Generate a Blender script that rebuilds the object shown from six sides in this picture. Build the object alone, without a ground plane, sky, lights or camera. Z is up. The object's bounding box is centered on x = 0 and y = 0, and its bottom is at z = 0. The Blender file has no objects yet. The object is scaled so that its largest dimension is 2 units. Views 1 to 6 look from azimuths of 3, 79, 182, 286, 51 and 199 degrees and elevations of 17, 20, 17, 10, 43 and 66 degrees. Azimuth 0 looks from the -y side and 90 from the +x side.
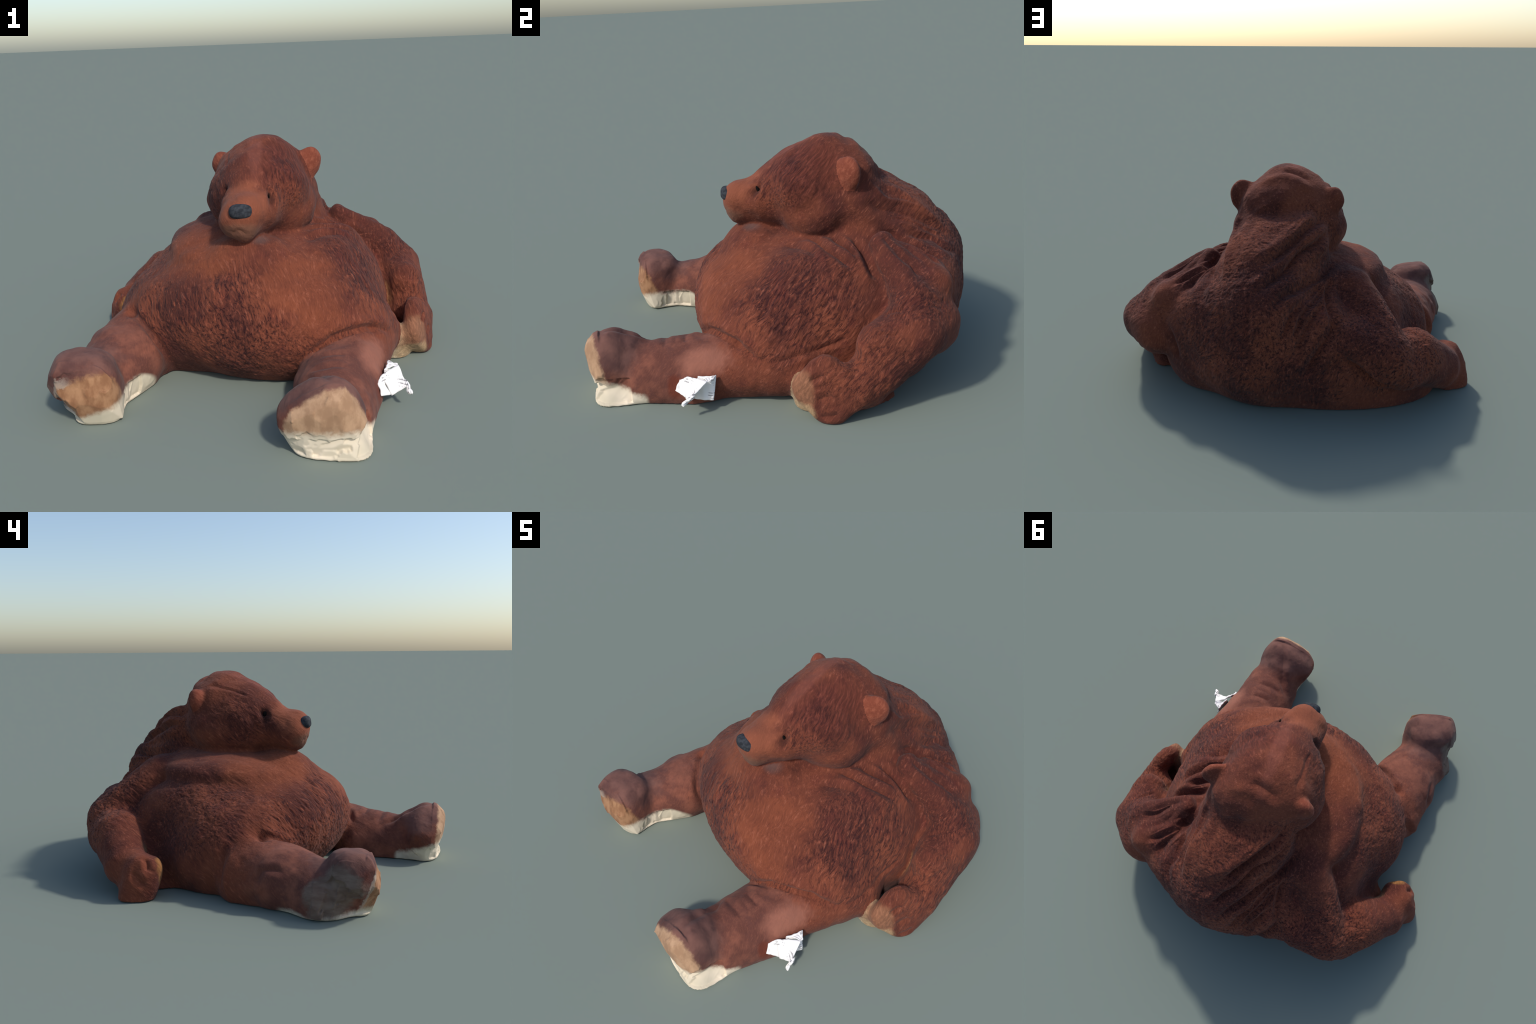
# A giant plush bear slumped on the ground, seen as a scan: built from blended
# ellipsoids and tapered limbs, meshed, wrinkled and split into its body parts.
import bpy, math
import numpy as np
from mathutils import Vector, Matrix

rng = np.random.default_rng(7)

# ------------------------------------------------------------------ shapes
# 'e' ellipsoid, 's' boxy ellipsoid: centre, radii, rotation; 'c' tapered limb: start, end, radii
SHAPES = {
    'torso': (0.1, [
        ('e', [0.030, -0.035, 0.243, 0.632, 0.401, 0.330, -0.324, 0.073, -0.117]),
        ('e', [-0.030, 0.542, 0.109, 0.761, 0.303, 0.525, -0.683, -0.457, 0.158]),
        ('e', [-0.399, 0.143, 0.172, 0.356, 0.359, 0.330, -0.270, 0.013, -0.013]),
        ('e', [0.004, 0.256, 0.555, 0.480, 0.466, 0.123, 0.028, 0.054, -0.231]),
        ('e', [0.409, 0.239, 0.236, 0.268, 0.477, 0.387, -0.129, -0.161, -0.139]),
        ('e', [-0.040, -0.090, 0.605, 0.130, 0.100, 0.062, 0.300, 0.000, 0.000]),
        ('e', [-0.442, 0.364, 0.344, 0.150, 0.294, 0.179, 0.082, -0.060, -0.081]),
        ('c', [0.153, 0.658, 0.303, 0.157, 0.399, 0.793, 0.318, 0.165]),
        ('c', [0.092, 0.363, 0.809, 0.175, 0.776, 0.522, 0.151, 0.188]),
        ('c', [-0.025, 0.515, 0.768, 0.162, 0.648, 0.664, 0.148, 0.170]),
    ]),
    'head': (0.08, [
        ('e', [0.016, 0.274, 0.782, 0.298, 0.238, 0.183, 0.439, 0.131, -0.295]),
        ('e', [0.012, 0.164, 0.871, 0.250, 0.202, 0.171, 0.328, -0.085, -0.138]),
        ('c', [0.017, -0.040, 0.812, -0.041, -0.150, 0.821, 0.094, 0.084]),
        ('c', [-0.102, -0.140, 0.769, -0.087, -0.052, 0.815, 0.070, 0.083]),
        ('c', [0.035, 0.277, 0.963, -0.037, 0.055, 0.893, 0.161, 0.086]),
        ('e', [0.045, 0.363, 0.939, 0.240, 0.166, 0.136, 0.015, 0.034, 0.253]),
        ('c', [-0.042, -0.161, 0.715, -0.022, 0.089, 0.775, 0.028, 0.116]),
    ]),
    'ear_l': (0.03, [
        ('e', [0.275, 0.339, 0.965, 0.071, 0.037, 0.084, 0.015, 0.005, 0.512]),
    ]),
    'ear_r': (0.03, [
        ('e', [-0.197, 0.399, 0.958, 0.050, 0.040, 0.064, -0.016, 0.038, -0.313]),
    ]),
    'arm_l': (0.06, [
        ('c', [0.447, 0.445, 0.651, 0.696, 0.513, 0.440, 0.053, 0.103]),
        ('c', [0.683, 0.576, 0.326, 0.786, 0.301, 0.311, 0.154, 0.092]),
        ('c', [0.790, 0.495, 0.330, 0.804, 0.235, 0.135, 0.116, 0.115]),
        ('s', [0.826, 0.060, 0.134, 0.052, 0.149, 0.134, -0.742, -0.236, -0.414]),
        ('s', [0.733, 0.225, -0.067, 0.086, 0.206, 0.108, 0.030, -0.004, 0.125]),
        ('c', [0.439, 0.580, 0.515, 0.620, 0.634, 0.491, 0.132, 0.090]),
        ('e', [0.690, -0.008, 0.030, 0.075, 0.060, 0.130, 0.200, 0.000, 0.000]),
    ]),
    'arm_r': (0.06, [
        ('c', [-0.298, 0.596, 0.548, -0.450, 0.842, 0.311, 0.105, 0.120]),
        ('c', [-0.296, 0.857, 0.374, -0.532, 0.823, 0.222, 0.101, 0.104]),
        ('c', [-0.595, 0.718, 0.243, -0.747, 0.606, 0.139, 0.141, 0.111]),
        ('s', [-0.813, 0.492, 0.070, 0.095, 0.097, 0.149, 0.303, 0.159, 0.365]),
        ('c', [-0.658, 0.442, -0.072, -0.456, 0.614, -0.129, 0.076, 0.138]),
    ]),
    'leg_l': (0.05, [
        ('c', [0.560, -0.021, 0.146, 0.437, -0.380, 0.113, 0.154, 0.150]),
        ('c', [0.363, -0.490, 0.049, 0.330, -0.707, 0.062, 0.204, 0.171]),
        ('s', [0.270, -0.879, 0.157, 0.171, 0.102, 0.136, 0.290, -0.440, -0.147]),
        ('s', [0.324, -0.855, -0.054, 0.160, 0.118, 0.137, 0.011, 0.013, -0.151]),
        ('s', [0.284, -0.823, 0.141, 0.101, 0.099, 0.130, 0.004, -0.013, -0.298]),
    ]),
    'leg_r': (0.05, [
        ('c', [-0.629, -0.082, 0.102, -0.712, -0.208, 0.109, 0.216, 0.158]),
        ('c', [-0.648, -0.253, 0.102, -0.760, -0.443, 0.066, 0.174, 0.166]),
        ('s', [-0.769, -0.585, 0.198, 0.141, 0.110, 0.113, -0.011, 0.146, 0.205]),
        ('s', [-0.713, -0.599, 0.097, 0.114, 0.101, 0.139, 0.255, -0.062, 0.054]),
    ]),
}
GROUP_BLEND = 0.03


def rotation(e):
    cx, cy, cz = np.cos(e); sx, sy, sz = np.sin(e)
    X = np.array([[1, 0, 0], [0, cx, -sx], [0, sx, cx]])
    Y = np.array([[cy, 0, sy], [0, 1, 0], [-sy, 0, cy]])
    Z = np.array([[cz, -sz, 0], [sz, cz, 0], [0, 0, 1]])
    return Z @ Y @ X


def ellipsoid(P, v, p=2.0):
    q = (P - v[:3]) @ rotation(v[6:9])
    r = np.abs(v[3:6]) + 1e-6
    a = np.abs(q / r) + 1e-9
    if p == 2.0:
        k0 = np.sqrt((a * a).sum(-1)); k1 = np.sqrt(((a / r) ** 2).sum(-1)) + 1e-9
        return k0 * (k0 - 1) / k1
    k0 = (a ** p).sum(-1) ** (1 / p)
    g = np.sqrt((((a ** (p - 1)) / r) ** 2).sum(-1)) * k0 ** (1 - p)
    return (k0 - 1) / (g + 1e-9)


def limb(P, v):
    a, b, ra, rb = v[:3], v[3:6], v[6], v[7]
    d = b - a
    h = np.clip(((P - a) @ d) / (d @ d), 0, 1)
    q = P - a - h[..., None] * d
    return np.sqrt((q * q).sum(-1)) - (ra + (rb - ra) * h)


def piece(P, kind, v):
    v = np.asarray(v, float)
    return limb(P, v) if kind == 'c' else ellipsoid(P, v, 3.0 if kind == 's' else 2.0)


def blend(a, b, k):
    h = np.maximum(k - np.abs(a - b), 0) / k
    return np.minimum(a, b) - h * h * k * 0.25


def group_distance(P, name):
    k, ps = SHAPES[name]
    d = None
    for kind, v in ps:
        e = piece(P, kind, v)
        d = e if d is None else blend(d, e, k)
    return d


def distance(P):
    d = None
    for name in SHAPES:
        e = group_distance(P, name)
        d = e if d is None else blend(d, e, GROUP_BLEND)
    return np.maximum(d, -P[..., 2])


# ------------------------------------------------------------------ meshing
def surface_net(F, origin, h):
    """dual mesh of the zero level of the sampled distance F"""
    S = F < 0
    nx, ny, nz = F.shape
    acc = np.zeros((nx - 1, ny - 1, nz - 1, 3)); cnt = np.zeros((nx - 1, ny - 1, nz - 1))
    corners = [(i, j, k) for i in (0, 1) for j in (0, 1) for k in (0, 1)]
    def view(A, c):
        return A[c[0]:nx - 1 + c[0], c[1]:ny - 1 + c[1], c[2]:nz - 1 + c[2]]
    for c in corners:
        for ax in range(3):
            if c[ax]:
                continue
            c2 = tuple(c[i] + (i == ax) for i in range(3))
            a, b = view(F, c), view(F, c2)
            m = view(S, c) != view(S, c2)
            t = np.where(m, a / np.where(m, a - b, 1), 0)
            for i in range(3):
                acc[..., i] += np.where(m, c[i] + (t if i == ax else 0), 0)
            cnt += m
    act = cnt > 0
    idx = np.full(act.shape, -1, np.int64); idx[act] = np.arange(act.sum())
    ijk = np.argwhere(act)
    V = origin + h * (ijk + acc[act] / cnt[act][:, None])
    quads = []
    for ax in range(3):
        sl0 = [slice(None)] * 3; sl1 = [slice(None)] * 3
        sl0[ax] = slice(0, -1); sl1[ax] = slice(1, None)
        A, B = S[tuple(sl0)], S[tuple(sl1)]
        for flip in (False, True):
            e = np.argwhere(A & ~B if not flip else ~A & B)
            u, w = (ax + 1) % 3, (ax + 2) % 3
            e = e[(e[:, u] > 0) & (e[:, w] > 0) & (e[:, u] < act.shape[u]) & (e[:, w] < act.shape[w])]
            du = np.eye(3, dtype=int)[u]; dw = np.eye(3, dtype=int)[w]
            ring = [e - du - dw, e - dw, e, e - du]
            q = np.stack([idx[tuple(r.T)] for r in ring], 1)
            quads.append(q[:, ::-1] if flip else q)
    return V, np.concatenate(quads)


def sample_distance(lo, shape, h, coarse=4):
    """distance on a grid, exact near the surface only"""
    ax = [lo[i] + h * np.arange(shape[i]) for i in range(3)]
    cs = [a[::coarse] for a in ax]
    C = distance(np.stack(np.meshgrid(*cs, indexing='ij'), -1))
    F = np.repeat(np.repeat(np.repeat(C, coarse, 0), coarse, 1), coarse, 2)[:shape[0], :shape[1], :shape[2]].copy()
    near = np.argwhere(np.abs(F) < h * coarse * 2.2)
    P = lo + h * near
    F[tuple(near.T)] = np.concatenate([distance(p) for p in np.array_split(P, 12)])
    return F


H = 0.0125
LO = np.array([-1.08, -1.12, -0.04])
SHAPE = tuple(int(np.ceil(s / H)) for s in (2.16, 2.24, 1.24))
V, Q = surface_net(sample_distance(LO, SHAPE, H) , LO, H)


def raw_mesh(V, Q, name):
    me = bpy.data.meshes.new(name)
    me.vertices.add(len(V)); me.vertices.foreach_set('co', V.astype(np.float32).ravel())
    me.loops.add(Q.size); me.loops.foreach_set('vertex_index', Q.astype(np.int32).ravel())
    me.polygons.add(len(Q)); me.polygons.foreach_set('loop_start', np.arange(0, Q.size, 4, dtype=np.int32))
    me.update(calc_edges=True)
    return me


def split_quads(V, Q):
    """each quad into four"""
    E = np.stack([Q, np.roll(Q, -1, 1)], -1).reshape(-1, 2)
    E.sort(1)
    U, inv = np.unique(E[:, 0] * len(V) + E[:, 1], return_inverse=True)
    mid = (V[U // len(V)] + V[U % len(V)]) / 2
    cen = V[Q].mean(1)
    inv = inv.reshape(-1, 4) + len(V)
    ci = np.arange(len(Q)) + len(V) + len(mid)
    out = np.stack([np.stack([Q[:, i], inv[:, i], ci, inv[:, i - 1]], 1) for i in range(4)], 1).reshape(-1, 4)
    return np.concatenate([V, mid, cen]), out


def gradient(P, e=0.002):
    g = np.stack([distance(P + d) - distance(P - d) for d in np.eye(3) * e], -1) / (2 * e)
    return g


def settle(V, steps):
    for _ in range(steps):
        d = distance(V)
        g = gradient(V)
        n2 = (g * g).sum(-1, keepdims=True)
        V = V - np.clip(d[:, None] * g / np.maximum(n2, 0.2), -0.006, 0.006)
    return V


V = settle(V, 2)
V, Q = split_quads(V, Q)
V = settle(V, 1)
V, Q = split_quads(V, Q)


def relax(V, Q, times, amount=0.5):
    E = np.concatenate([Q[:, [i, (i + 1) % 4]] for i in range(4)])
    n = len(V)
    deg = np.bincount(E[:, 0], minlength=n) + np.bincount(E[:, 1], minlength=n)
    for _ in range(times):
        S = np.stack([np.bincount(E[:, 0], V[E[:, 1], i], n) + np.bincount(E[:, 1], V[E[:, 0], i], n) for i in range(3)], 1)
        V = V + amount * (S / deg[:, None] - V)
    return V


V = relax(V, Q, 3)


def normals(V, Q):
    n = np.cross(V[Q[:, 2]] - V[Q[:, 0]], V[Q[:, 3]] - V[Q[:, 1]])
    N = np.stack([sum(np.bincount(Q[:, i], n[:, k], len(V)) for i in range(4)) for k in range(3)], 1)
    return N / (np.linalg.norm(N, axis=1, keepdims=True) + 1e-12)


# ------------------------------------------------------------------ relief
# tufted areas of the coat, where the pile parts and shows its dark ground: centre, radii, strength
TUFTS = [
    ((-0.10, -0.36, 0.35), (0.30, 0.30, 0.27), 1.0),
    ((-0.42, -0.22, 0.33), (0.26, 0.30, 0.16), 0.9),
    ((0.48, 0.05, 0.38), (0.24, 0.32, 0.26), 0.9),
    ((0.28, -0.33, 0.20), (0.22, 0.22, 0.16), 0.8),
    ((-0.55, 0.22, 0.38), (0.25, 0.30, 0.22), 0.7),
    ((0.84, 0.28, 0.22), (0.14, 0.30, 0.17), 0.7),
    ((0.72, 0.50, 0.44), (0.16, 0.16, 0.12), 0.8),
    ((0.17, 0.02, 0.92), (0.12, 0.20, 0.12), 0.8),
    ((-0.20, 0.12, 0.85), (0.10, 0.20, 0.14), 0.6),
    ((-0.45, 0.82, 0.36), (0.30, 0.24, 0.26), 1.0),
    ((0.10, 0.86, 0.42), (0.50, 0.32, 0.40), 0.9),
    ((0.0, 0.66, 0.75), (0.34, 0.30, 0.22), 0.75),
]
SMOOTH = [((0.20, -0.27, 0.50), (0.19, 0.22, 0.17)), ((-0.30, -0.06, 0.60), (0.24, 0.24, 0.11)), ((0.27, -0.32, 0.37), (0.12, 0.14, 0.13))]


def value_noise(P, seed):
    """smooth random field, about -1..1"""
    i = np.floor(P).astype(np.int64); f = P - i
    f = f * f * f * (f * (f * 6 - 15) + 10)
    out = 0
    for c in range(8):
        o = np.array([c & 1, c >> 1 & 1, c >> 2 & 1])
        g = i + o
        hsh = (g[:, 0] * 73856093) ^ (g[:, 1] * 19349663) ^ (g[:, 2] * 83492791) ^ (seed * 2654435761)
        hsh = (hsh ^ (hsh >> 13)) * 1274126177 & 0x7fffffff
        hsh = (hsh ^ (hsh >> 15)) & 0xffff
        w = np.prod(np.where(o, f, 1 - f), 1)
        out = out + w * (hsh / 32767.5 - 1)
    return out


def along(P, pts):
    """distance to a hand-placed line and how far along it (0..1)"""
    pts = np.array(pts, float)
    best = np.full(len(P), 9.0); where = np.zeros(len(P))
    seg = np.linalg.norm(np.diff(pts, axis=0), axis=1); cum = np.concatenate([[0], np.cumsum(seg)]) / seg.sum()
    for k in range(len(pts) - 1):
        a, d = pts[k], pts[k + 1] - pts[k]
        h = np.clip((P - a) @ d / (d @ d), 0, 1)
        r = np.linalg.norm(P - a - h[:, None] * d, axis=1)
        m = r < best
        best[m] = r[m]; where[m] = (cum[k] + h * (cum[k + 1] - cum[k]))[m]
    return best, where


def smooth_line(pts, n=5):
    pts = np.array(pts, float)
    ext = np.concatenate([2 * pts[:1] - pts[1:2], pts, 2 * pts[-1:] - pts[-2:-1]])
    out = []
    for k in range(len(pts) - 1):
        p0, p1, p2, p3 = ext[k:k + 4]
        for t in np.arange(n) / n:
            out.append(0.5 * (2 * p1 + (p2 - p0) * t + (2 * p0 - 5 * p1 + 4 * p2 - p3) * t * t + (3 * p1 - p0 - 3 * p2 + p3) * t ** 3))
    return np.array(out + [pts[-1]])


# (depth in m: + is a fold standing out, - a groove; half width; line)
FOLDS = {
    'chest folds below the cheek': [
        (-0.0256, 0.0187, [(0.227, 0.126, 0.660), (0.308, 0.167, 0.649), (0.404, 0.191, 0.639), (0.482, 0.235, 0.611), (0.551, 0.295, 0.545)]),
        (0.0128, 0.0275, [(0.228, 0.066, 0.639), (0.285, 0.110, 0.643), (0.351, 0.134, 0.642), (0.447, 0.149, 0.620), (0.511, 0.187, 0.585)]),
        (-0.0128, 0.033, [(0.217, 0.019, 0.631), (0.260, 0.037, 0.630), (0.374, 0.103, 0.634), (0.471, 0.127, 0.603)]),
        (-0.0256, 0.0176, [(0.278, 0.239, 0.678), (0.339, 0.256, 0.651), (0.413, 0.284, 0.638), (0.487, 0.313, 0.605)]),
    ],
    'shoulder folds': [
        (-0.0276, 0.0187, [(0.340, 0.327, 0.665), (0.430, 0.351, 0.626), (0.509, 0.362, 0.581), (0.544, 0.374, 0.541), (0.577, 0.393, 0.507)]),
        (-0.0184, 0.0198, [(0.499, 0.453, 0.681), (0.551, 0.489, 0.644), (0.606, 0.524, 0.603), (0.695, 0.543, 0.552)]),
        (0.0092, 0.033, [(0.371, 0.418, 0.664), (0.520, 0.420, 0.654), (0.621, 0.450, 0.598), (0.699, 0.480, 0.556), (0.767, 0.512, 0.517)]),
        (-0.0253, 0.0198, [(0.359, 0.441, 0.690), (0.371, 0.509, 0.676), (0.437, 0.574, 0.647), (0.545, 0.645, 0.604), (0.626, 0.673, 0.572)]),
        (-0.0138, 0.0275, [(0.305, 0.402, 0.872), (0.326, 0.466, 0.794), (0.330, 0.550, 0.767), (0.344, 0.638, 0.736), (0.349, 0.745, 0.679), (0.348, 0.829, 0.630)]),
        (0.0138, 0.033, [(0.244, 0.496, 0.913), (0.247, 0.602, 0.845), (0.305, 0.680, 0.779), (0.322, 0.777, 0.694), (0.333, 0.850, 0.629)]),
        (-0.0115, 0.022, [(0.371, 0.581, 0.685), (0.392, 0.646, 0.644), (0.399, 0.724, 0.624), (0.438, 0.788, 0.583), (0.393, 0.874, 0.517)]),
        (-0.0115, 0.022, [(0.650, 0.520, 0.583), (0.588, 0.489, 0.625), (0.508, 0.457, 0.676), (0.423, 0.431, 0.697)]),
        (-0.00575, 0.0088, [(0.708, 0.339, 0.403), (0.754, 0.387, 0.436), (0.797, 0.429, 0.449)]),
        (-0.00575, 0.0088, [(0.844, 0.271, 0.377), (0.851, 0.326, 0.378), (0.868, 0.366, 0.368)]),
    ],
    'crease between arm and back': [
        (-0.026, 0.026, [(0.347, 0.480, 0.733), (0.414, 0.530, 0.641), (0.444, 0.596, 0.646), (0.504, 0.680, 0.593), (0.524, 0.746, 0.551)]),
        (-0.014, 0.02, [(0.606, 0.744, 0.390), (0.587, 0.745, 0.292), (0.572, 0.721, 0.186)]),
        (0.016, 0.016, [(0.341, 0.833, 0.633), (0.318, 0.733, 0.736), (0.305, 0.625, 0.793), (0.297, 0.511, 0.829), (0.276, 0.433, 0.941)]),
        (-0.008, 0.018, [(0.377, 0.804, 0.618), (0.370, 0.717, 0.661), (0.353, 0.615, 0.723), (0.344, 0.510, 0.741)]),
        (-0.022, 0.02, [(-0.189, 0.891, 0.462), (-0.173, 0.815, 0.536), (-0.164, 0.739, 0.569), (-0.184, 0.658, 0.621)]),
        (-0.02, 0.02, [(-0.228, 0.931, 0.339), (-0.312, 0.916, 0.264), (-0.415, 0.893, 0.183), (-0.529, 0.903, 0.155)]),
    ],
    'slanting folds down the back': [
        (-0.0162, 0.046, [(0.151, 0.595, 0.888), (0.104, 0.557, 0.915), (0.019, 0.533, 0.942), (-0.023, 0.505, 0.993), (-0.095, 0.479, 0.979)]),
        (0.0162, 0.02875, [(0.160, 0.807, 0.765), (0.078, 0.737, 0.810), (-0.012, 0.648, 0.856), (-0.071, 0.568, 0.898), (-0.114, 0.492, 0.910)]),
        (-0.0351, 0.023, [(0.152, 0.845, 0.724), (0.070, 0.774, 0.770), (-0.000, 0.697, 0.812), (-0.069, 0.618, 0.865), (-0.124, 0.528, 0.876), (-0.154, 0.460, 0.925)]),
        (-0.0324, 0.0207, [(0.200, 0.949, 0.603), (0.110, 0.886, 0.669), (0.032, 0.804, 0.704), (-0.028, 0.716, 0.757), (-0.099, 0.644, 0.786), (-0.157, 0.559, 0.817), (-0.181, 0.468, 0.800)]),
        (-0.0297, 0.0207, [(0.131, 0.973, 0.529), (0.049, 0.906, 0.609), (-0.020, 0.827, 0.615), (-0.080, 0.741, 0.621), (-0.141, 0.657, 0.634), (-0.185, 0.572, 0.661), (-0.204, 0.490, 0.673)]),
        (-0.027, 0.0207, [(0.006, 0.966, 0.373), (-0.054, 0.899, 0.522), (-0.103, 0.824, 0.561), (-0.133, 0.750, 0.579), (-0.159, 0.690, 0.612)]),
        (-0.0243, 0.023, [(0.074, 0.978, 0.371), (0.028, 0.959, 0.458), (-0.009, 0.915, 0.534), (-0.096, 0.775, 0.586), (-0.163, 0.660, 0.627)]),
        (-0.0243, 0.023, [(-0.005, 0.964, 0.305), (-0.051, 0.945, 0.419), (-0.097, 0.896, 0.503), (-0.154, 0.797, 0.552)]),
        (-0.027, 0.023, [(-0.054, 0.936, 0.203), (-0.124, 0.938, 0.349), (-0.186, 0.904, 0.439), (-0.186, 0.821, 0.527)]),
        (-0.0081, 0.0138, [(0.201, 0.980, 0.385), (0.197, 0.969, 0.551), (0.195, 0.938, 0.622)]),
    ],
    'nape': [
        (0.007, 0.026, [(0.193, 0.440, 1.032), (0.136, 0.430, 1.060), (0.066, 0.427, 1.078), (0.002, 0.443, 1.064), (-0.068, 0.454, 1.032), (-0.127, 0.420, 1.020)]),
        (-0.008, 0.018, [(0.079, 0.394, 1.092), (0.044, 0.391, 1.098), (-0.015, 0.402, 1.086), (-0.074, 0.419, 1.055)]),
        (0.01, 0.02, [(0.205, 0.528, 0.909), (0.153, 0.529, 0.945), (0.107, 0.531, 0.964)]),
    ],
    'seam over the cheek': [
        (-0.0045, 0.009, [(-0.148, 0.320, 1.038), (-0.147, 0.238, 1.023), (-0.145, 0.166, 1.005), (-0.152, 0.108, 0.981), (-0.153, 0.085, 0.967)]),
        (-0.006, 0.016, [(-0.140, 0.341, 1.043), (-0.144, 0.300, 1.040), (-0.147, 0.261, 1.030)]),
    ],
    'mouth and snout sides': [
        (-0.004, 0.01, [(-0.114, -0.205, 0.727), (-0.094, -0.219, 0.737), (-0.074, -0.226, 0.749), (-0.051, -0.221, 0.734), (-0.037, -0.211, 0.717)]),
        (-0.01, 0.018, [(0.066, -0.045, 0.918), (0.076, -0.072, 0.888), (0.080, -0.100, 0.855), (0.074, -0.125, 0.821)]),
        (-0.01, 0.018, [(-0.150, 0.019, 0.917), (-0.164, 0.004, 0.868), (-0.169, 0.006, 0.815)]),
    ],
    'fingers': [
        (-0.012, 0.012, [(0.825, -0.032, 0.188), (0.837, -0.000, 0.206), (0.847, 0.032, 0.223)]),
        (-0.009, 0.016, [(0.860, -0.009, 0.106), (0.873, 0.026, 0.125), (0.888, 0.068, 0.139)]),
        (-0.007, 0.014, [(0.870, -0.002, 0.033), (0.898, 0.048, 0.042), (0.911, 0.090, 0.055)]),
        (-0.014, 0.014, [(-0.832, 0.447, 0.212), (-0.856, 0.429, 0.185), (-0.872, 0.423, 0.148)]),
        (-0.011, 0.016, [(-0.895, 0.501, 0.156), (-0.895, 0.451, 0.103), (-0.885, 0.420, 0.081)]),
    ],
    'where belly and legs meet': [
        (-0.018, 0.016, [(0.339, -0.406, 0.264), (0.483, -0.337, 0.294), (0.576, -0.270, 0.265), (0.651, -0.188, 0.199)]),
        (-0.008, 0.012, [(0.651, -0.188, 0.199), (0.679, -0.060, 0.239), (0.659, 0.081, 0.252), (0.670, 0.232, 0.307)]),
        (-0.016, 0.016, [(0.200, -0.463, 0.171), (0.276, -0.425, 0.231), (0.370, -0.392, 0.285), (0.486, -0.336, 0.289), (0.569, -0.280, 0.263)]),
        (-0.014, 0.016, [(-0.684, -0.046, 0.310), (-0.587, -0.176, 0.285), (-0.500, -0.253, 0.199), (-0.458, -0.222, 0.085)]),
        (-0.012, 0.018, [(-0.724, 0.057, 0.288), (-0.769, 0.068, 0.175), (-0.792, 0.054, 0.059)]),
        (-0.01, 0.016, [(-0.853, -0.136, 0.098), (-0.840, -0.155, 0.186), (-0.838, -0.222, 0.206), (-0.842, -0.282, 0.189)]),
    ],
    'leg wrinkles': [
        (-0.008, 0.016, [(0.226, -0.595, 0.198), (0.288, -0.613, 0.232), (0.349, -0.617, 0.241), (0.410, -0.621, 0.230)]),
        (-0.008, 0.014, [(0.277, -0.508, 0.233), (0.340, -0.518, 0.249), (0.403, -0.522, 0.245)]),
        (-0.01, 0.016, [(0.186, -0.604, 0.152), (0.239, -0.662, 0.207), (0.295, -0.875, 0.316), (0.362, -0.911, 0.307)]),
    ],
}
# round dents and lumps: depth, radius, centre
DENTS = [
    (-0.016, 0.022, (-0.158, 0.010, 0.893)),
    (-0.012, 0.018, (0.077, -0.076, 0.885)),
    (-0.03, 0.032, (-0.645, -0.113, 0.306)),
    (-0.02, 0.03, (0.54, -0.29, 0.265)),
]

N = normals(V, Q)
lift = np.zeros(len(V))
valley, ridge = np.zeros(len(V)), np.zeros(len(V))
for depth, width, pts in (f for area_folds in FOLDS.values() for f in area_folds):
    pts = smooth_line(settle(np.array(pts), 6))
    near = np.all((V > pts.min(0) - 4.5 * width) & (V < pts.max(0) + 4.5 * width), 1)
    r, t = along(V[near], pts)
    taper = np.clip(np.minimum(t, 1 - t) / 0.26, 0, 1)
    taper = taper * taper * (3 - 2 * taper)
    if depth > 0 or width > 0.035:
        shape = np.exp(-(r / width) ** 2)
    else:  # a sharp valley between two padded rolls
        shape = np.exp(-(1.1 * r / width) ** 1.3) - 0.42 * np.exp(-((r - 2.1 * width) / (1.1 * width)) ** 2)
    push = depth * taper * shape
    # where folds run together the deepest valley and the highest roll win
    valley[near] = np.minimum(valley[near], push)
    ridge[near] = np.maximum(ridge[near], push)
lift += valley + ridge * np.clip(1 + valley / 0.012, 0, 1)
for depth, radius, c in DENTS:
    r = np.linalg.norm(V - np.array(c), axis=1)
    lift += depth * np.exp(-(r / radius) ** 2)

# which group each vertex belongs to
names = list(SHAPES)
D = np.stack([group_distance(V, n) for n in names], 1)
owner = D.argmin(1)
limb_like = np.isin(owner, [names.index(n) for n in ('leg_l', 'leg_r')])
# lumpy stuffing and matted fur, strongest where the pile is tufted
def area(c, r):
    q = np.linalg.norm((V - np.array(c)) / np.array(r), axis=1)
    t = np.clip((1.35 - q) / 0.7, 0, 1)
    return t * t * (3 - 2 * t)


tufted = np.max([s * area(c, r) for c, r, s in TUFTS], axis=0) * (1 - np.max([area(c, r) for c, r in SMOOTH], axis=0))
lift += 0.004 * value_noise(V * 8, 1) + 0.0035 * value_noise(V * 19, 2)
warp = np.stack([value_noise(V * 11, s) for s in (5, 6, 7)], 1)
combed = V @ rotation(np.array([0.75, 0.25, 0.0])).T  # the pile lies slanting down and back
clump = value_noise(combed * [58, 58, 16] + 0.7 * warp, 3)
strand = value_noise(combed * [130, 130, 26] + 0.9 * warp, 4)
fur = 0.0026 * np.minimum(clump, 0.3) + 0.0014 * strand
lift += fur * np.where(limb_like, 0.3, 0.35 + 0.9 * tufted)
lift *= np.clip(V[:, 2] / 0.03, 0, 1)
V = V + N * lift[:, None]
V[:, 2] = np.maximum(V[:, 2], 0)


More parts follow.
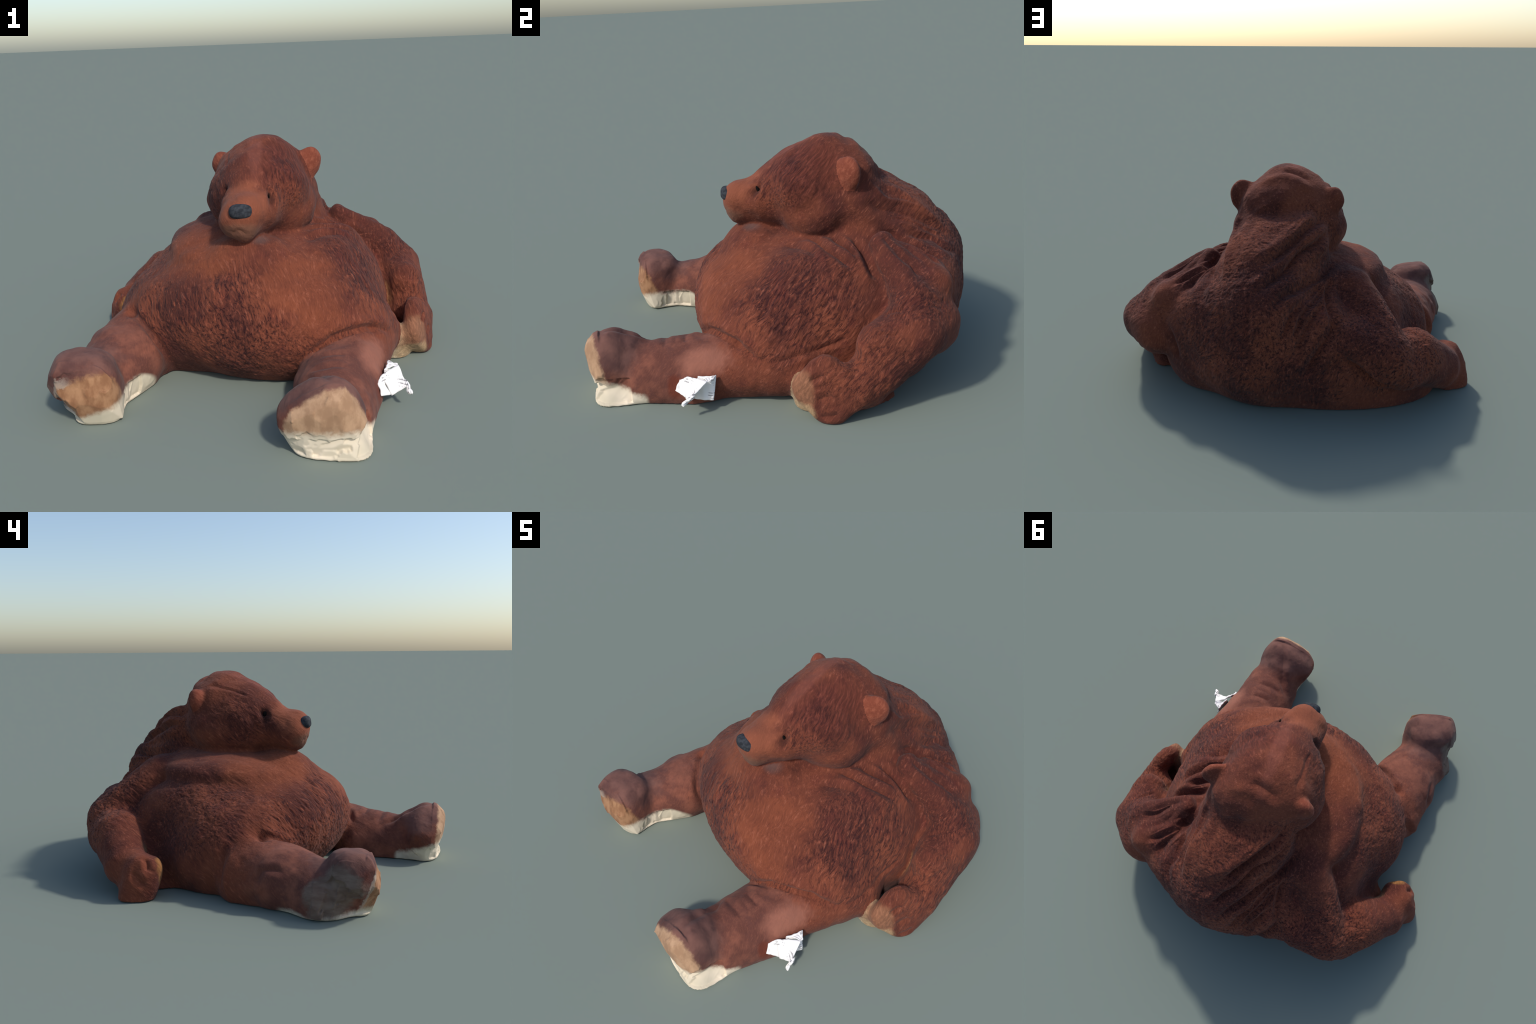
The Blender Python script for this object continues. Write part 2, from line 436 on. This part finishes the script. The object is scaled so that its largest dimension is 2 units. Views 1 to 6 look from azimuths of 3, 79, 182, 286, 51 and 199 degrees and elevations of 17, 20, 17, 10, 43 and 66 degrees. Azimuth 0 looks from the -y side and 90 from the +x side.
def facet(V, N, where, count, most=0.012):
    """flatten a rounded area into a few planes, as a coarse scan leaves it"""
    idx = np.where(where)[0]
    seeds = rng.choice(idx, count, replace=False)
    sp, sn = V[seeds], N[seeds]
    P, n = V[idx], N[idx]
    gap = np.stack([((P - p) ** 2).sum(1) for p in sp], 1)
    near = np.argpartition(gap, 4, axis=1)[:, :4]
    t = np.full(len(idx), most)
    for k in range(4):
        p, m = sp[near[:, k]], sn[near[:, k]]
        c = (n * m).sum(1)
        t = np.minimum(t, np.where(c > 0.4, ((p - P) * m).sum(1) / np.maximum(c, 0.4), most))
    t = np.clip(t, -most, most)
    V[idx] += n * t[:, None]


N = normals(relax(V, Q, 40), Q)
L = names.index('leg_l'); R = names.index('leg_r')
facet(V, N, (owner == L) & (V[:, 1] < -0.80) & ((V[:, 1] < -0.92) | (V[:, 2] < 0.13)) & (V[:, 2] > 0.015), 70)
facet(V, N, (owner == R) & (V[:, 1] < -0.42) & ((V[:, 1] < -0.66) | (V[:, 2] < 0.11) | (V[:, 0] < -0.88)) & (V[:, 2] > 0.015), 50)
V = np.where(np.isin(owner, (L, R))[:, None], relax(V, Q, 3), V)
N = normals(V, Q)

# ------------------------------------------------------------------ parts
PART_OF = {  # group -> part for each of its pieces
    'torso': lambda i: 'neck' if i >= 7 else 'torso',
    'head': lambda i: 'muzzle' if i in (2, 3) else 'head',
    'ear_l': lambda i: 'ear', 'ear_r': lambda i: 'ear',
    'arm_l': lambda i: 'paw' if i == 3 else 'arm', 'arm_r': lambda i: 'paw' if i == 3 else 'arm',
    'leg_l': lambda i: 'foot' if i >= 2 else 'leg', 'leg_r': lambda i: 'foot' if i >= 2 else 'leg',
}
keys, label = [], np.zeros(len(V), int)
for gi, g in enumerate(names):
    mine = np.where(owner == gi)[0]
    if not len(mine):
        continue
    pd = np.stack([piece(V[mine], k, v) for k, v in SHAPES[g][1]], 1).argmin(1)
    for i in range(len(SHAPES[g][1])):
        key = (g, PART_OF[g](i))
        if key not in keys:
            keys.append(key)
        label[mine[pd == i]] = keys.index(key)
face_label = label[Q[:, 0]]


# ------------------------------------------------------------------ materials
class Nodes:
    """small helper to write node trees as expressions"""

    def __init__(self, name):
        self.mat = bpy.data.materials.new(name)
        self.mat.use_nodes = True
        self.t = self.mat.node_tree
        self.b = self.t.nodes['Principled BSDF']
        self.obj = self.t.nodes.new('ShaderNodeTexCoord').outputs['Object']

    def put(self, sock, val):
        if isinstance(val, bpy.types.NodeSocket):
            self.t.links.new(val, sock)
        elif val is not None:
            sock.default_value = val

    def node(self, kind, props=None, out=0, **ins):
        n = self.t.nodes.new(kind)
        for k, v in (props or {}).items():
            setattr(n, k, v)
        for k, v in ins.items():
            self.put(n.inputs[int(k[1:]) if k[0] == '_' and k[1:].isdigit() else k], v)
        return n.outputs[out]

    def math(self, op, a, b=None, c=None, clamp=False):
        ins = {'_0': a}
        if b is not None: ins['_1'] = b
        if c is not None: ins['_2'] = c
        return self.node('ShaderNodeMath', {'operation': op, 'use_clamp': clamp}, **ins)

    def vmath(self, op, a, b=None, out=0):
        ins = {'_0': a}
        if b is not None: ins['_1'] = b
        return self.node('ShaderNodeVectorMath', {'operation': op}, out, **ins)

    def noise(self, scale, detail=3, rough=0.55, vec=None, stretch=None, distort=0.0, offset=None):
        v = vec or self.obj
        if stretch or offset:
            v = self.node('ShaderNodeMapping', None, 0, Vector=v, Scale=stretch or (1, 1, 1), Location=offset or (0, 0, 0))
        return self.node('ShaderNodeTexNoise', None, 0, Vector=v, Scale=scale, Detail=detail, Roughness=rough, Distortion=distort)

    def ramp(self, f, lo, hi, a=0.0, b=1.0):
        return self.node('ShaderNodeMapRange', {'interpolation_type': 'SMOOTHSTEP', 'clamp': True}, 0, _0=f, _1=lo, _2=hi, _3=a, _4=b)

    def mix(self, f, a, b, mode='MIX'):
        n = self.t.nodes.new('ShaderNodeMix')
        n.data_type = 'RGBA'; n.blend_type = mode
        self.put(n.inputs[0], f)
        self.put(n.inputs[6], a if isinstance(a, bpy.types.NodeSocket) else (*a, 1))
        self.put(n.inputs[7], b if isinstance(b, bpy.types.NodeSocket) else (*b, 1))
        return n.outputs[2]

    def blob(self, c, r, soft=0.4, wobble=None):
        """1 inside an ellipsoidal area, fading to 0 outside"""
        q = self.vmath('DIVIDE', self.vmath('SUBTRACT', self.obj, c), r)
        d = self.vmath('LENGTH', q, out=1)
        if wobble is not None:
            d = self.math('ADD', d, wobble)
        return self.ramp(d, 1 + soft / 2, 1 - soft / 2)

    def bump(self, h, strength, dist, after=None):
        n = self.t.nodes.new('ShaderNodeBump')
        n.inputs['Strength'].default_value = strength
        n.inputs['Distance'].default_value = dist
        self.put(n.inputs['Height'], h)
        if after:
            self.put(n.inputs['Normal'], after)
        return n.outputs[0]

    def sep(self):
        n = self.t.nodes.new('ShaderNodeSeparateXYZ')
        self.t.links.new(self.obj, n.inputs[0])
        return n.outputs

    def max(self, *a):
        r = a[0]
        for x in a[1:]:
            r = self.math('MAXIMUM', r, x)
        return r


def rgb(r, g, b):
    """sRGB 0..255 to linear"""
    return tuple(((c / 255 + 0.055) / 1.055) ** 2.4 if c > 10 else c / 255 / 12.92 for c in (r, g, b))


def coat(m):
    """the plush pile: returns its colour and its height"""
    wob = m.math('MULTIPLY', m.math('SUBTRACT', m.noise(5.5, 6, 0.68), 0.5), 1.9)
    tuft = m.max(*[m.math('MULTIPLY', m.blob(c, r, 0.7, wob), s) for c, r, s in TUFTS])
    smooth = m.max(*[m.blob(c, r, 0.8, wob) for c, r in SMOOTH])
    tuft = m.math('MULTIPLY', tuft, m.math('SUBTRACT', 1.0, smooth))
    big = m.noise(3.1, 3, 0.55)
    mid = m.noise(11, 4, 0.6, offset=(3, 1, 2))
    col = m.mix(m.ramp(big, 0.38, 0.62), rgb(80, 43, 36), rgb(115, 63, 46))
    col = m.mix(m.ramp(mid, 0.5, 0.78, 0, 0.6), col, rgb(92, 45, 39))
    col = m.mix(m.math('MULTIPLY', smooth, 0.6), col, rgb(128, 70, 47))
    # single strands and wisps
    turned = m.node('ShaderNodeMapping', None, 0, Vector=m.obj, Rotation=(0.75, 0.25, 0.0))
    swirl = m.vmath('ADD', turned, m.vmath('MULTIPLY', m.node('ShaderNodeTexNoise', None, 1, Vector=m.obj, Scale=6.0, Detail=1.0), (0.07, 0.07, 0.07)))
    hair = m.noise(80, 4, 0.68, vec=swirl, stretch=(1, 1, 0.2), distort=0.25)
    fine = m.noise(170, 3, 0.65, vec=swirl, stretch=(1, 1, 0.16))
    col = m.mix(m.ramp(hair, 0.52, 0.78, 0, 0.55), col, rgb(168, 102, 80))
    col = m.mix(m.ramp(fine, 0.5, 0.8, 0, 0.35), col, rgb(160, 88, 62))
    col = m.mix(m.ramp(fine, 0.46, 0.25, 0, 0.5), col, rgb(66, 32, 29))
    # partings between the tufts
    part = m.noise(92, 5, 0.68, vec=swirl, stretch=(1, 1, 0.28), distort=0.5)
    gap = m.math('MULTIPLY', m.ramp(part, 0.475, 0.40), m.math('ADD', m.math('MULTIPLY', tuft, 0.8), 0.05))
    gap2 = m.math('MULTIPLY', m.ramp(hair, 0.45, 0.34), m.math('ADD', m.math('MULTIPLY', tuft, 0.65), 0.14))
    gap = m.max(gap, gap2)
    col = m.mix(gap, col, rgb(46, 24, 26))
    tip = m.math('MULTIPLY', m.ramp(part, 0.55, 0.72), m.math('MULTIPLY', tuft, 0.55))
    col = m.mix(tip, col, rgb(164, 88, 62))
    h = m.math('ADD', m.math('MULTIPLY', hair, 0.5), m.math('MULTIPLY', fine, 0.25))
    h = m.math('SUBTRACT', h, m.math('MULTIPLY', gap, 0.5))
    return col, h, fine, hair


def finish(m, col, h, rough=0.95, strength=0.6, dist=0.007):
    m.put(m.b.inputs['Base Color'], col)
    m.put(m.b.inputs['Normal'], m.bump(h, strength, dist))
    m.b.inputs['Roughness'].default_value = rough
    m.b.inputs['Specular IOR Level'].default_value = 0.1
    m.b.inputs['Sheen Weight'].default_value = 0.06
    m.b.inputs['Sheen Roughness'].default_value = 0.5
    return m.mat


def body_fur():
    m = Nodes('brown_plush_fur')
    col, h, fine, hair = coat(m)
    grey = m.blob((0.0, -0.09, 0.655), (0.06, 0.05, 0.03), 0.8)
    col = m.mix(m.math('MULTIPLY', grey, 0.5), col, rgb(92, 82, 80))
    return finish(m, col, h)


def head_fur():
    m = Nodes('dark_plush_head_fur')
    col, h, fine, hair = coat(m)
    w = m.math('MULTIPLY', m.math('SUBTRACT', m.noise(14, 4, 0.65), 0.5), 0.9)
    crown = m.blob((0.14, 0.18, 0.95), (0.20, 0.21, 0.17), 0.6, w)
    col = m.mix(m.math('MULTIPLY', crown, 0.6), col, m.mix(m.ramp(hair, 0.4, 0.65), rgb(60, 30, 28), rgb(94, 47, 40)))
    ridge = m.blob((0.0, 0.16, 1.07), (0.035, 0.26, 0.14), 0.9, w)
    col = m.mix(m.math('MULTIPLY', ridge, 0.35), col, rgb(132, 78, 66))
    snout = m.blob((-0.055, -0.15, 0.85), (0.125, 0.15, 0.115), 0.5, w)
    col = m.mix(m.math('MULTIPLY', snout, 0.6), col, rgb(148, 86, 62))
    chin = m.blob((-0.07, -0.20, 0.735), (0.10, 0.08, 0.045), 0.7, w)
    col = m.mix(m.math('MULTIPLY', chin, 0.55), col, rgb(112, 84, 68))
    socket = m.max(m.blob((0.078, -0.083, 0.868), (0.018, 0.03, 0.055), 0.9, w), m.blob((-0.158, 0.0, 0.88), (0.03, 0.03, 0.05), 0.9, w))
    col = m.mix(m.math('MULTIPLY', socket, 0.55), col, rgb(40, 24, 22))
    return finish(m, col, h)


def ear_fur(name, c, n):
    m = Nodes(name)
    col, h, fine, hair = coat(m)
    side = m.vmath('DOT_PRODUCT', m.vmath('SUBTRACT', m.obj, c), n, out=1)
    side = m.math('ADD', side, m.math('MULTIPLY', m.math('SUBTRACT', fine, 0.5), 0.03))
    face = m.ramp(side, -0.012, 0.004)
    light = m.mix(m.ramp(hair, 0.4, 0.7), rgb(122, 64, 48), rgb(150, 86, 66))
    return finish(m, m.mix(m.math('MULTIPLY', face, 0.75), col, light), h, strength=0.35)


def leg_fur(name, foot, sole_dist, base_dist, side_blob, tag):
    """matted short pile on the legs, tan soles and the pale paper-like rim below"""
    m = Nodes(name)
    col, h, fine, hair = coat(m)
    big = m.noise(7, 4, 0.6, offset=(2, 5, 1))
    worn = m.mix(m.ramp(big, 0.38, 0.66), rgb(96, 60, 52), rgb(134, 84, 68))
    worn = m.mix(m.ramp(fine, 0.45, 0.75, 0, 0.3), worn, rgb(146, 92, 74))
    worn = m.mix(m.ramp(m.noise(16, 3, 0.6), 0.52, 0.72, 0, 0.5), worn, rgb(84, 56, 53))
    w = m.math('MULTIPLY', m.math('SUBTRACT', m.noise(13, 4, 0.65), 0.5), 0.9)
    lower = m.blob(*foot[0], 0.7, w)
    col = m.mix(m.math('MULTIPLY', lower, 0.85), col, worn)
    instep = m.blob(*foot[1], 0.6, w)
    col = m.mix(m.math('MULTIPLY', instep, 0.75), col, m.mix(m.ramp(big, 0.35, 0.65), rgb(86, 61, 58), rgb(116, 84, 76)))
    if tag:
        red = m.blob((0.545, -0.60, 0.10), (0.05, 0.035, 0.06), 0.7, w)
        col = m.mix(m.math('MULTIPLY', red, 0.6), col, rgb(104, 46, 30))
        pink = m.blob((0.52, -0.44, 0.20), (0.09, 0.12, 0.06), 0.9, w)
        col = m.mix(m.math('MULTIPLY', pink, 0.6), col, rgb(158, 104, 86))
    x, y, z = m.sep()
    jag = m.math('MULTIPLY', m.math('SUBTRACT', m.noise(24, 4, 0.7), 0.5), 0.05)

    def plane(c):
        s = m.math('ADD', m.math('MULTIPLY', x, c[0]), m.math('MULTIPLY', y, c[1]))
        return m.math('ADD', m.math('ADD', s, m.math('MULTIPLY', z, c[2])), m.math('ADD', jag, c[3]))

    tan = m.mix(m.ramp(m.noise(22, 4, 0.6, stretch=(1, 1, 0.5)), 0.35, 0.7), rgb(*foot[2]), rgb(*foot[3]))
    sole = m.ramp(plane(sole_dist), 0.014, -0.012)
    col = m.mix(m.math('MULTIPLY', sole, 0.95), col, tan)
    if side_blob:
        g = m.blob(*side_blob, 0.35, w)
        col = m.mix(m.math('MULTIPLY', g, 0.8), col, m.mix(m.ramp(m.noise(30, 4, 0.6, stretch=(1, 0.3, 1)), 0.35, 0.7), rgb(100, 86, 76), rgb(124, 110, 98)))
    if side_blob:
        rim = m.math('SUBTRACT', 1.0, m.ramp(m.math('ABSOLUTE', m.math('SUBTRACT', plane(sole_dist), 0.006)), 0.006, 0.014))
        rim = m.math('MULTIPLY', rim, m.blob((-0.87, -0.66, 0.12), (0.10, 0.10, 0.16), 0.4))
        col = m.mix(m.math('MULTIPLY', rim, 0.3), col, rgb(206, 198, 180))
    cream = m.mix(m.ramp(m.noise(5, 3), 0.35, 0.65), rgb(202, 190, 166), rgb(226, 210, 186))
    base = m.math('MULTIPLY', m.ramp(plane(base_dist), 0.03, -0.012), m.blob(*foot[4], 0.12))
    col = m.mix(base, col, cream)
    h = m.math('MULTIPLY', h, m.math('SUBTRACT', 1.0, m.math('MULTIPLY', m.max(base, sole, m.math('MULTIPLY', lower, 0.75)), 0.93)))
    return finish(m, col, h)


def arm_fur(name, palms):
    m = Nodes(name)
    col, h, fine, hair = coat(m)
    w = m.math('MULTIPLY', m.math('SUBTRACT', m.noise(15, 4, 0.65), 0.5), 0.8)
    for c, r, colour, s in palms:
        g = m.blob(c, r, 0.5, w)
        col = m.mix(m.math('MULTIPLY', g, s), col, m.mix(m.ramp(hair, 0.4, 0.7), rgb(*(0.82 * k for k in colour)), rgb(*colour)))
    return finish(m, col, h)


FUR, HEAD = body_fur(), head_fur()
MATERIAL = {
    'torso': FUR, 'head': HEAD,
    'ear_l': ear_fur('ear_lining', (0.276, 0.339, 0.965), (0.55, -0.83, 0.0)),
    'ear_r': ear_fur('ear_lining_right', (-0.198, 0.400, 0.958), (-0.3, -0.95, 0.0)),  # right ear, same lining colours as the left
    'arm_l': arm_fur('arm_fur', [
        ((0.69, -0.02, 0.10), (0.075, 0.12, 0.13), (176, 144, 112), 0.9),
        ((0.70, -0.03, 0.02), (0.09, 0.07, 0.05), (214, 196, 168), 0.9),
        ((0.80, -0.06, 0.13), (0.09, 0.055, 0.13), (160, 112, 84), 0.75),
        ((0.78, -0.05, 0.035), (0.10, 0.07, 0.055), (188, 156, 118), 0.85),
        ((0.665, 0.20, 0.24), (0.05, 0.16, 0.08), (150, 102, 70), 0.8)]),
    'arm_r': arm_fur('arm_fur_right', [  # right arm: same coat, golden and tan patches on the hand
        ((-0.765, 0.39, 0.14), (0.06, 0.03, 0.10), (180, 126, 72), 0.7),
        ((-0.66, 0.50, 0.12), (0.06, 0.10, 0.12), (130, 100, 72), 0.7)]),
    'leg_l': leg_fur('leg_fur', (
        ((0.36, -0.70, 0.15), (0.32, 0.38, 0.34)), ((0.30, -0.86, 0.27), (0.26, 0.13, 0.14)),
        (158, 124, 96), (188, 152, 120), ((0.32, -0.88, 0.05), (0.28, 0.20, 0.22))),
        (-0.1, 1.0, 0.15, 0.937), (0.0, 0.35, 1.0, 0.222), None, True),
    'leg_r': leg_fur('leg_fur_right', (  # right leg: browner sole and a grey outer side of its own
        ((-0.74, -0.42, 0.15), (0.30, 0.34, 0.34)), ((-0.78, -0.55, 0.28), (0.22, 0.18, 0.12)),
        (136, 96, 68), (170, 128, 94), ((-0.70, -0.52, 0.03), (0.24, 0.34, 0.12))),
        (-0.25, 1.0, 0.35, 0.425), (-0.32, 0.0, 1.0, -0.285), ((-0.93, -0.53, 0.13), (0.10, 0.15, 0.16)), False),
}


def plain(name, dark, light, rough, scale=60, spec=0.3):
    m = Nodes(name)
    n = m.noise(scale, 4, 0.6)
    m.put(m.b.inputs['Base Color'], m.mix(m.ramp(n, 0.35, 0.7), dark, light))
    m.put(m.b.inputs['Normal'], m.bump(n, 0.3, 0.003))
    m.b.inputs['Roughness'].default_value = rough
    m.b.inputs['Specular IOR Level'].default_value = spec
    return m.mat


NOSE = plain('slate_nose_cloth', rgb(40, 42, 47), rgb(62, 65, 70), 0.85, spec=0.15)
EYE = plain('black_eye', rgb(16, 13, 12), rgb(30, 24, 22), 0.85, spec=0.1)


def tag_material():
    m = Nodes('printed_white_label')
    line = m.node('ShaderNodeTexWave', {'wave_type': 'BANDS', 'bands_direction': 'Z'}, 1, Vector=m.obj, Scale=28.0, Distortion=1.2, Detail=1.0)
    words = m.noise(70, 2, 0.5, stretch=(1, 1, 0.15))
    area = m.max(m.blob((0.565, -0.52, 0.14), (0.03, 0.05, 0.022), 0.3), m.blob((0.615, -0.41, 0.145), (0.03, 0.03, 0.03), 0.3),
                 m.blob((0.66, -0.53, 0.115), (0.035, 0.05, 0.03), 0.3), m.blob((0.625, -0.43, 0.075), (0.04, 0.025, 0.018), 0.3))
    ink = m.math('MULTIPLY', m.math('MULTIPLY', m.ramp(line, 0.62, 0.75), m.ramp(words, 0.42, 0.5)), area)
    m.put(m.b.inputs['Base Color'], m.mix(m.math('MULTIPLY', ink, 0.7), rgb(240, 236, 232), rgb(110, 106, 108)))
    m.b.inputs['Roughness'].default_value = 0.8
    m.b.inputs['Specular IOR Level'].default_value = 0.2
    return m.mat


TAG = tag_material()

# ------------------------------------------------------------------ objects
def link(ob, parent):
    bpy.context.scene.collection.objects.link(ob)
    ob.parent = parent
    return ob


bear = bpy.data.objects.new('plush_bear', None)
bpy.context.scene.collection.objects.link(bear)
bear['label'] = 'giant slumped brown plush bear sitting with head drooping'
bear['category'] = 'stuffed animal'

made = {}
for ki, (g, part) in enumerate(keys):
    F = Q[face_label == ki]
    if not len(F):
        continue
    used, inv = np.unique(F, return_inverse=True)
    me = raw_mesh(V[used], inv.reshape(-1, 4), part)
    me.polygons.foreach_set('use_smooth', np.ones(len(F), bool))
    me.normals_split_custom_set_from_vertices(N[used].tolist())
    me.materials.append(MATERIAL[g])
    made[g, part] = link(bpy.data.objects.new(part, me), bear)
made['head', 'muzzle'].parent = made['head', 'head']
for g in ('arm_l', 'arm_r'):
    made[g, 'paw'].parent = made[g, 'arm']
for g in ('leg_l', 'leg_r'):
    made[g, 'foot'].parent = made[g, 'leg']

def rounded(name, centre, radii, rot, mat, parent, power=2.0, dents=()):
    """a small rounded solid"""
    n, k = 48, 24
    vs, fs = [], []
    for j in range(k + 1):
        th = math.pi * j / k
        for i in range(n):
            ph = 2 * math.pi * i / n
            d = np.array([math.sin(th) * math.cos(ph), math.sin(th) * math.sin(ph), math.cos(th)])
            p = d / (np.abs(d) ** power).sum() ** (1 / power)
            for c, r, s in dents:
                p = p * (1 - s * math.exp(-((np.linalg.norm(p - np.array(c)) / r) ** 2)))
            vs.append(p * radii)
    for j in range(k):
        for i in range(n):
            a, b = j * n + i, j * n + (i + 1) % n
            fs.append((a, a + n, b + n, b))
    R = rotation(np.array(rot, float))
    me = bpy.data.meshes.new(name)
    me.from_pydata([tuple(np.array(centre) + R @ v) for v in vs], [], fs)
    me.polygons.foreach_set('use_smooth', [True] * len(fs))
    me.materials.append(mat)
    me.update()
    return link(bpy.data.objects.new(name, me), parent)


head = made['head', 'head']
rounded('nose', (-0.063, -0.206, 0.835), (0.056, 0.036, 0.036), (-0.25, 0, 0.06), NOSE, head, 2.7,
        [((-0.55, -1.0, -0.35), 0.3, 0.12), ((0.55, -1.0, -0.35), 0.3, 0.12)])
rounded('eye', (-0.136, 0.010, 0.885), (0.006, 0.011, 0.016), (0.3, 0, 0), EYE, head)
rounded('eye', (0.067, -0.070, 0.874), (0.004, 0.008, 0.020), (0.4, 0, 0), EYE, head)


def patch(a, b, c, d, bulge, n=14):
    """curved sheet through four corners, bulging along its normal"""
    a, b, c, d = (np.array(p, float) for p in (a, b, c, d))
    nor = np.cross(b - a, d - a); nor /= np.linalg.norm(nor)
    vs = []
    for j in range(n + 1):
        for i in range(n + 1):
            u, v = i / n, j / n
            p = (a * (1 - u) + b * u) * (1 - v) + (d * (1 - u) + c * u) * v
            p = p + nor * (bulge * 4 * u * (1 - u) + 0.002 * math.sin(9 * v + 3 * u) + 0.0015 * math.sin(17 * u - 5 * v))
            vs.append(tuple(p))
    fs = [(j * (n + 1) + i, j * (n + 1) + i + 1, (j + 1) * (n + 1) + i + 1, (j + 1) * (n + 1) + i) for j in range(n) for i in range(n)]
    return vs, fs


def sheet(name, corners, bulge, thick, parent):
    me = bpy.data.meshes.new(name)
    vs, fs = patch(*corners, bulge)
    me.from_pydata(vs, [], fs)
    me.polygons.foreach_set('use_smooth', [True] * len(fs))
    me.materials.append(TAG)
    ob = link(bpy.data.objects.new(name, me), parent)
    mod = ob.modifiers.new('thickness', 'SOLIDIFY'); mod.thickness = thick; mod.offset = 0
    return ob


leg = made['leg_l', 'leg']
TL, TR, F, T = (0.553, -0.536, 0.150), (0.600, -0.407, 0.160), (0.640, -0.453, 0.158), (0.682, -0.575, 0.083)
BR, BL, FL, FU = (0.628, -0.430, 0.052), (0.585, -0.548, 0.050), (0.548, -0.598, 0.082), (0.536, -0.572, 0.128)
NECK = (0.655, -0.566, 0.085)
back_leaf = sheet('label_leaf', ((0.575, -0.49, 0.155), TR, BR, (0.575, -0.52, 0.045)), -0.006, 0.006, leg)
front_leaf = sheet('label_leaf', (TL, F, (0.672, -0.545, 0.100), (0.600, -0.556, 0.060)), 0.006, 0.006, leg)
spike = sheet('label_leaf', ((0.668, -0.520, 0.118), (0.672, -0.525, 0.108), (0.684, -0.578, 0.079), (0.672, -0.575, 0.082)), 0.004, 0.014, leg)
stub = sheet('label_leaf', (FU, TL, (0.592, -0.552, 0.062), FL), 0.004, 0.006, leg)
top_leaf = sheet('label_leaf', ((0.585, -0.47, 0.152), TR, (0.640, -0.440, 0.156), F), 0.003, 0.006, leg)
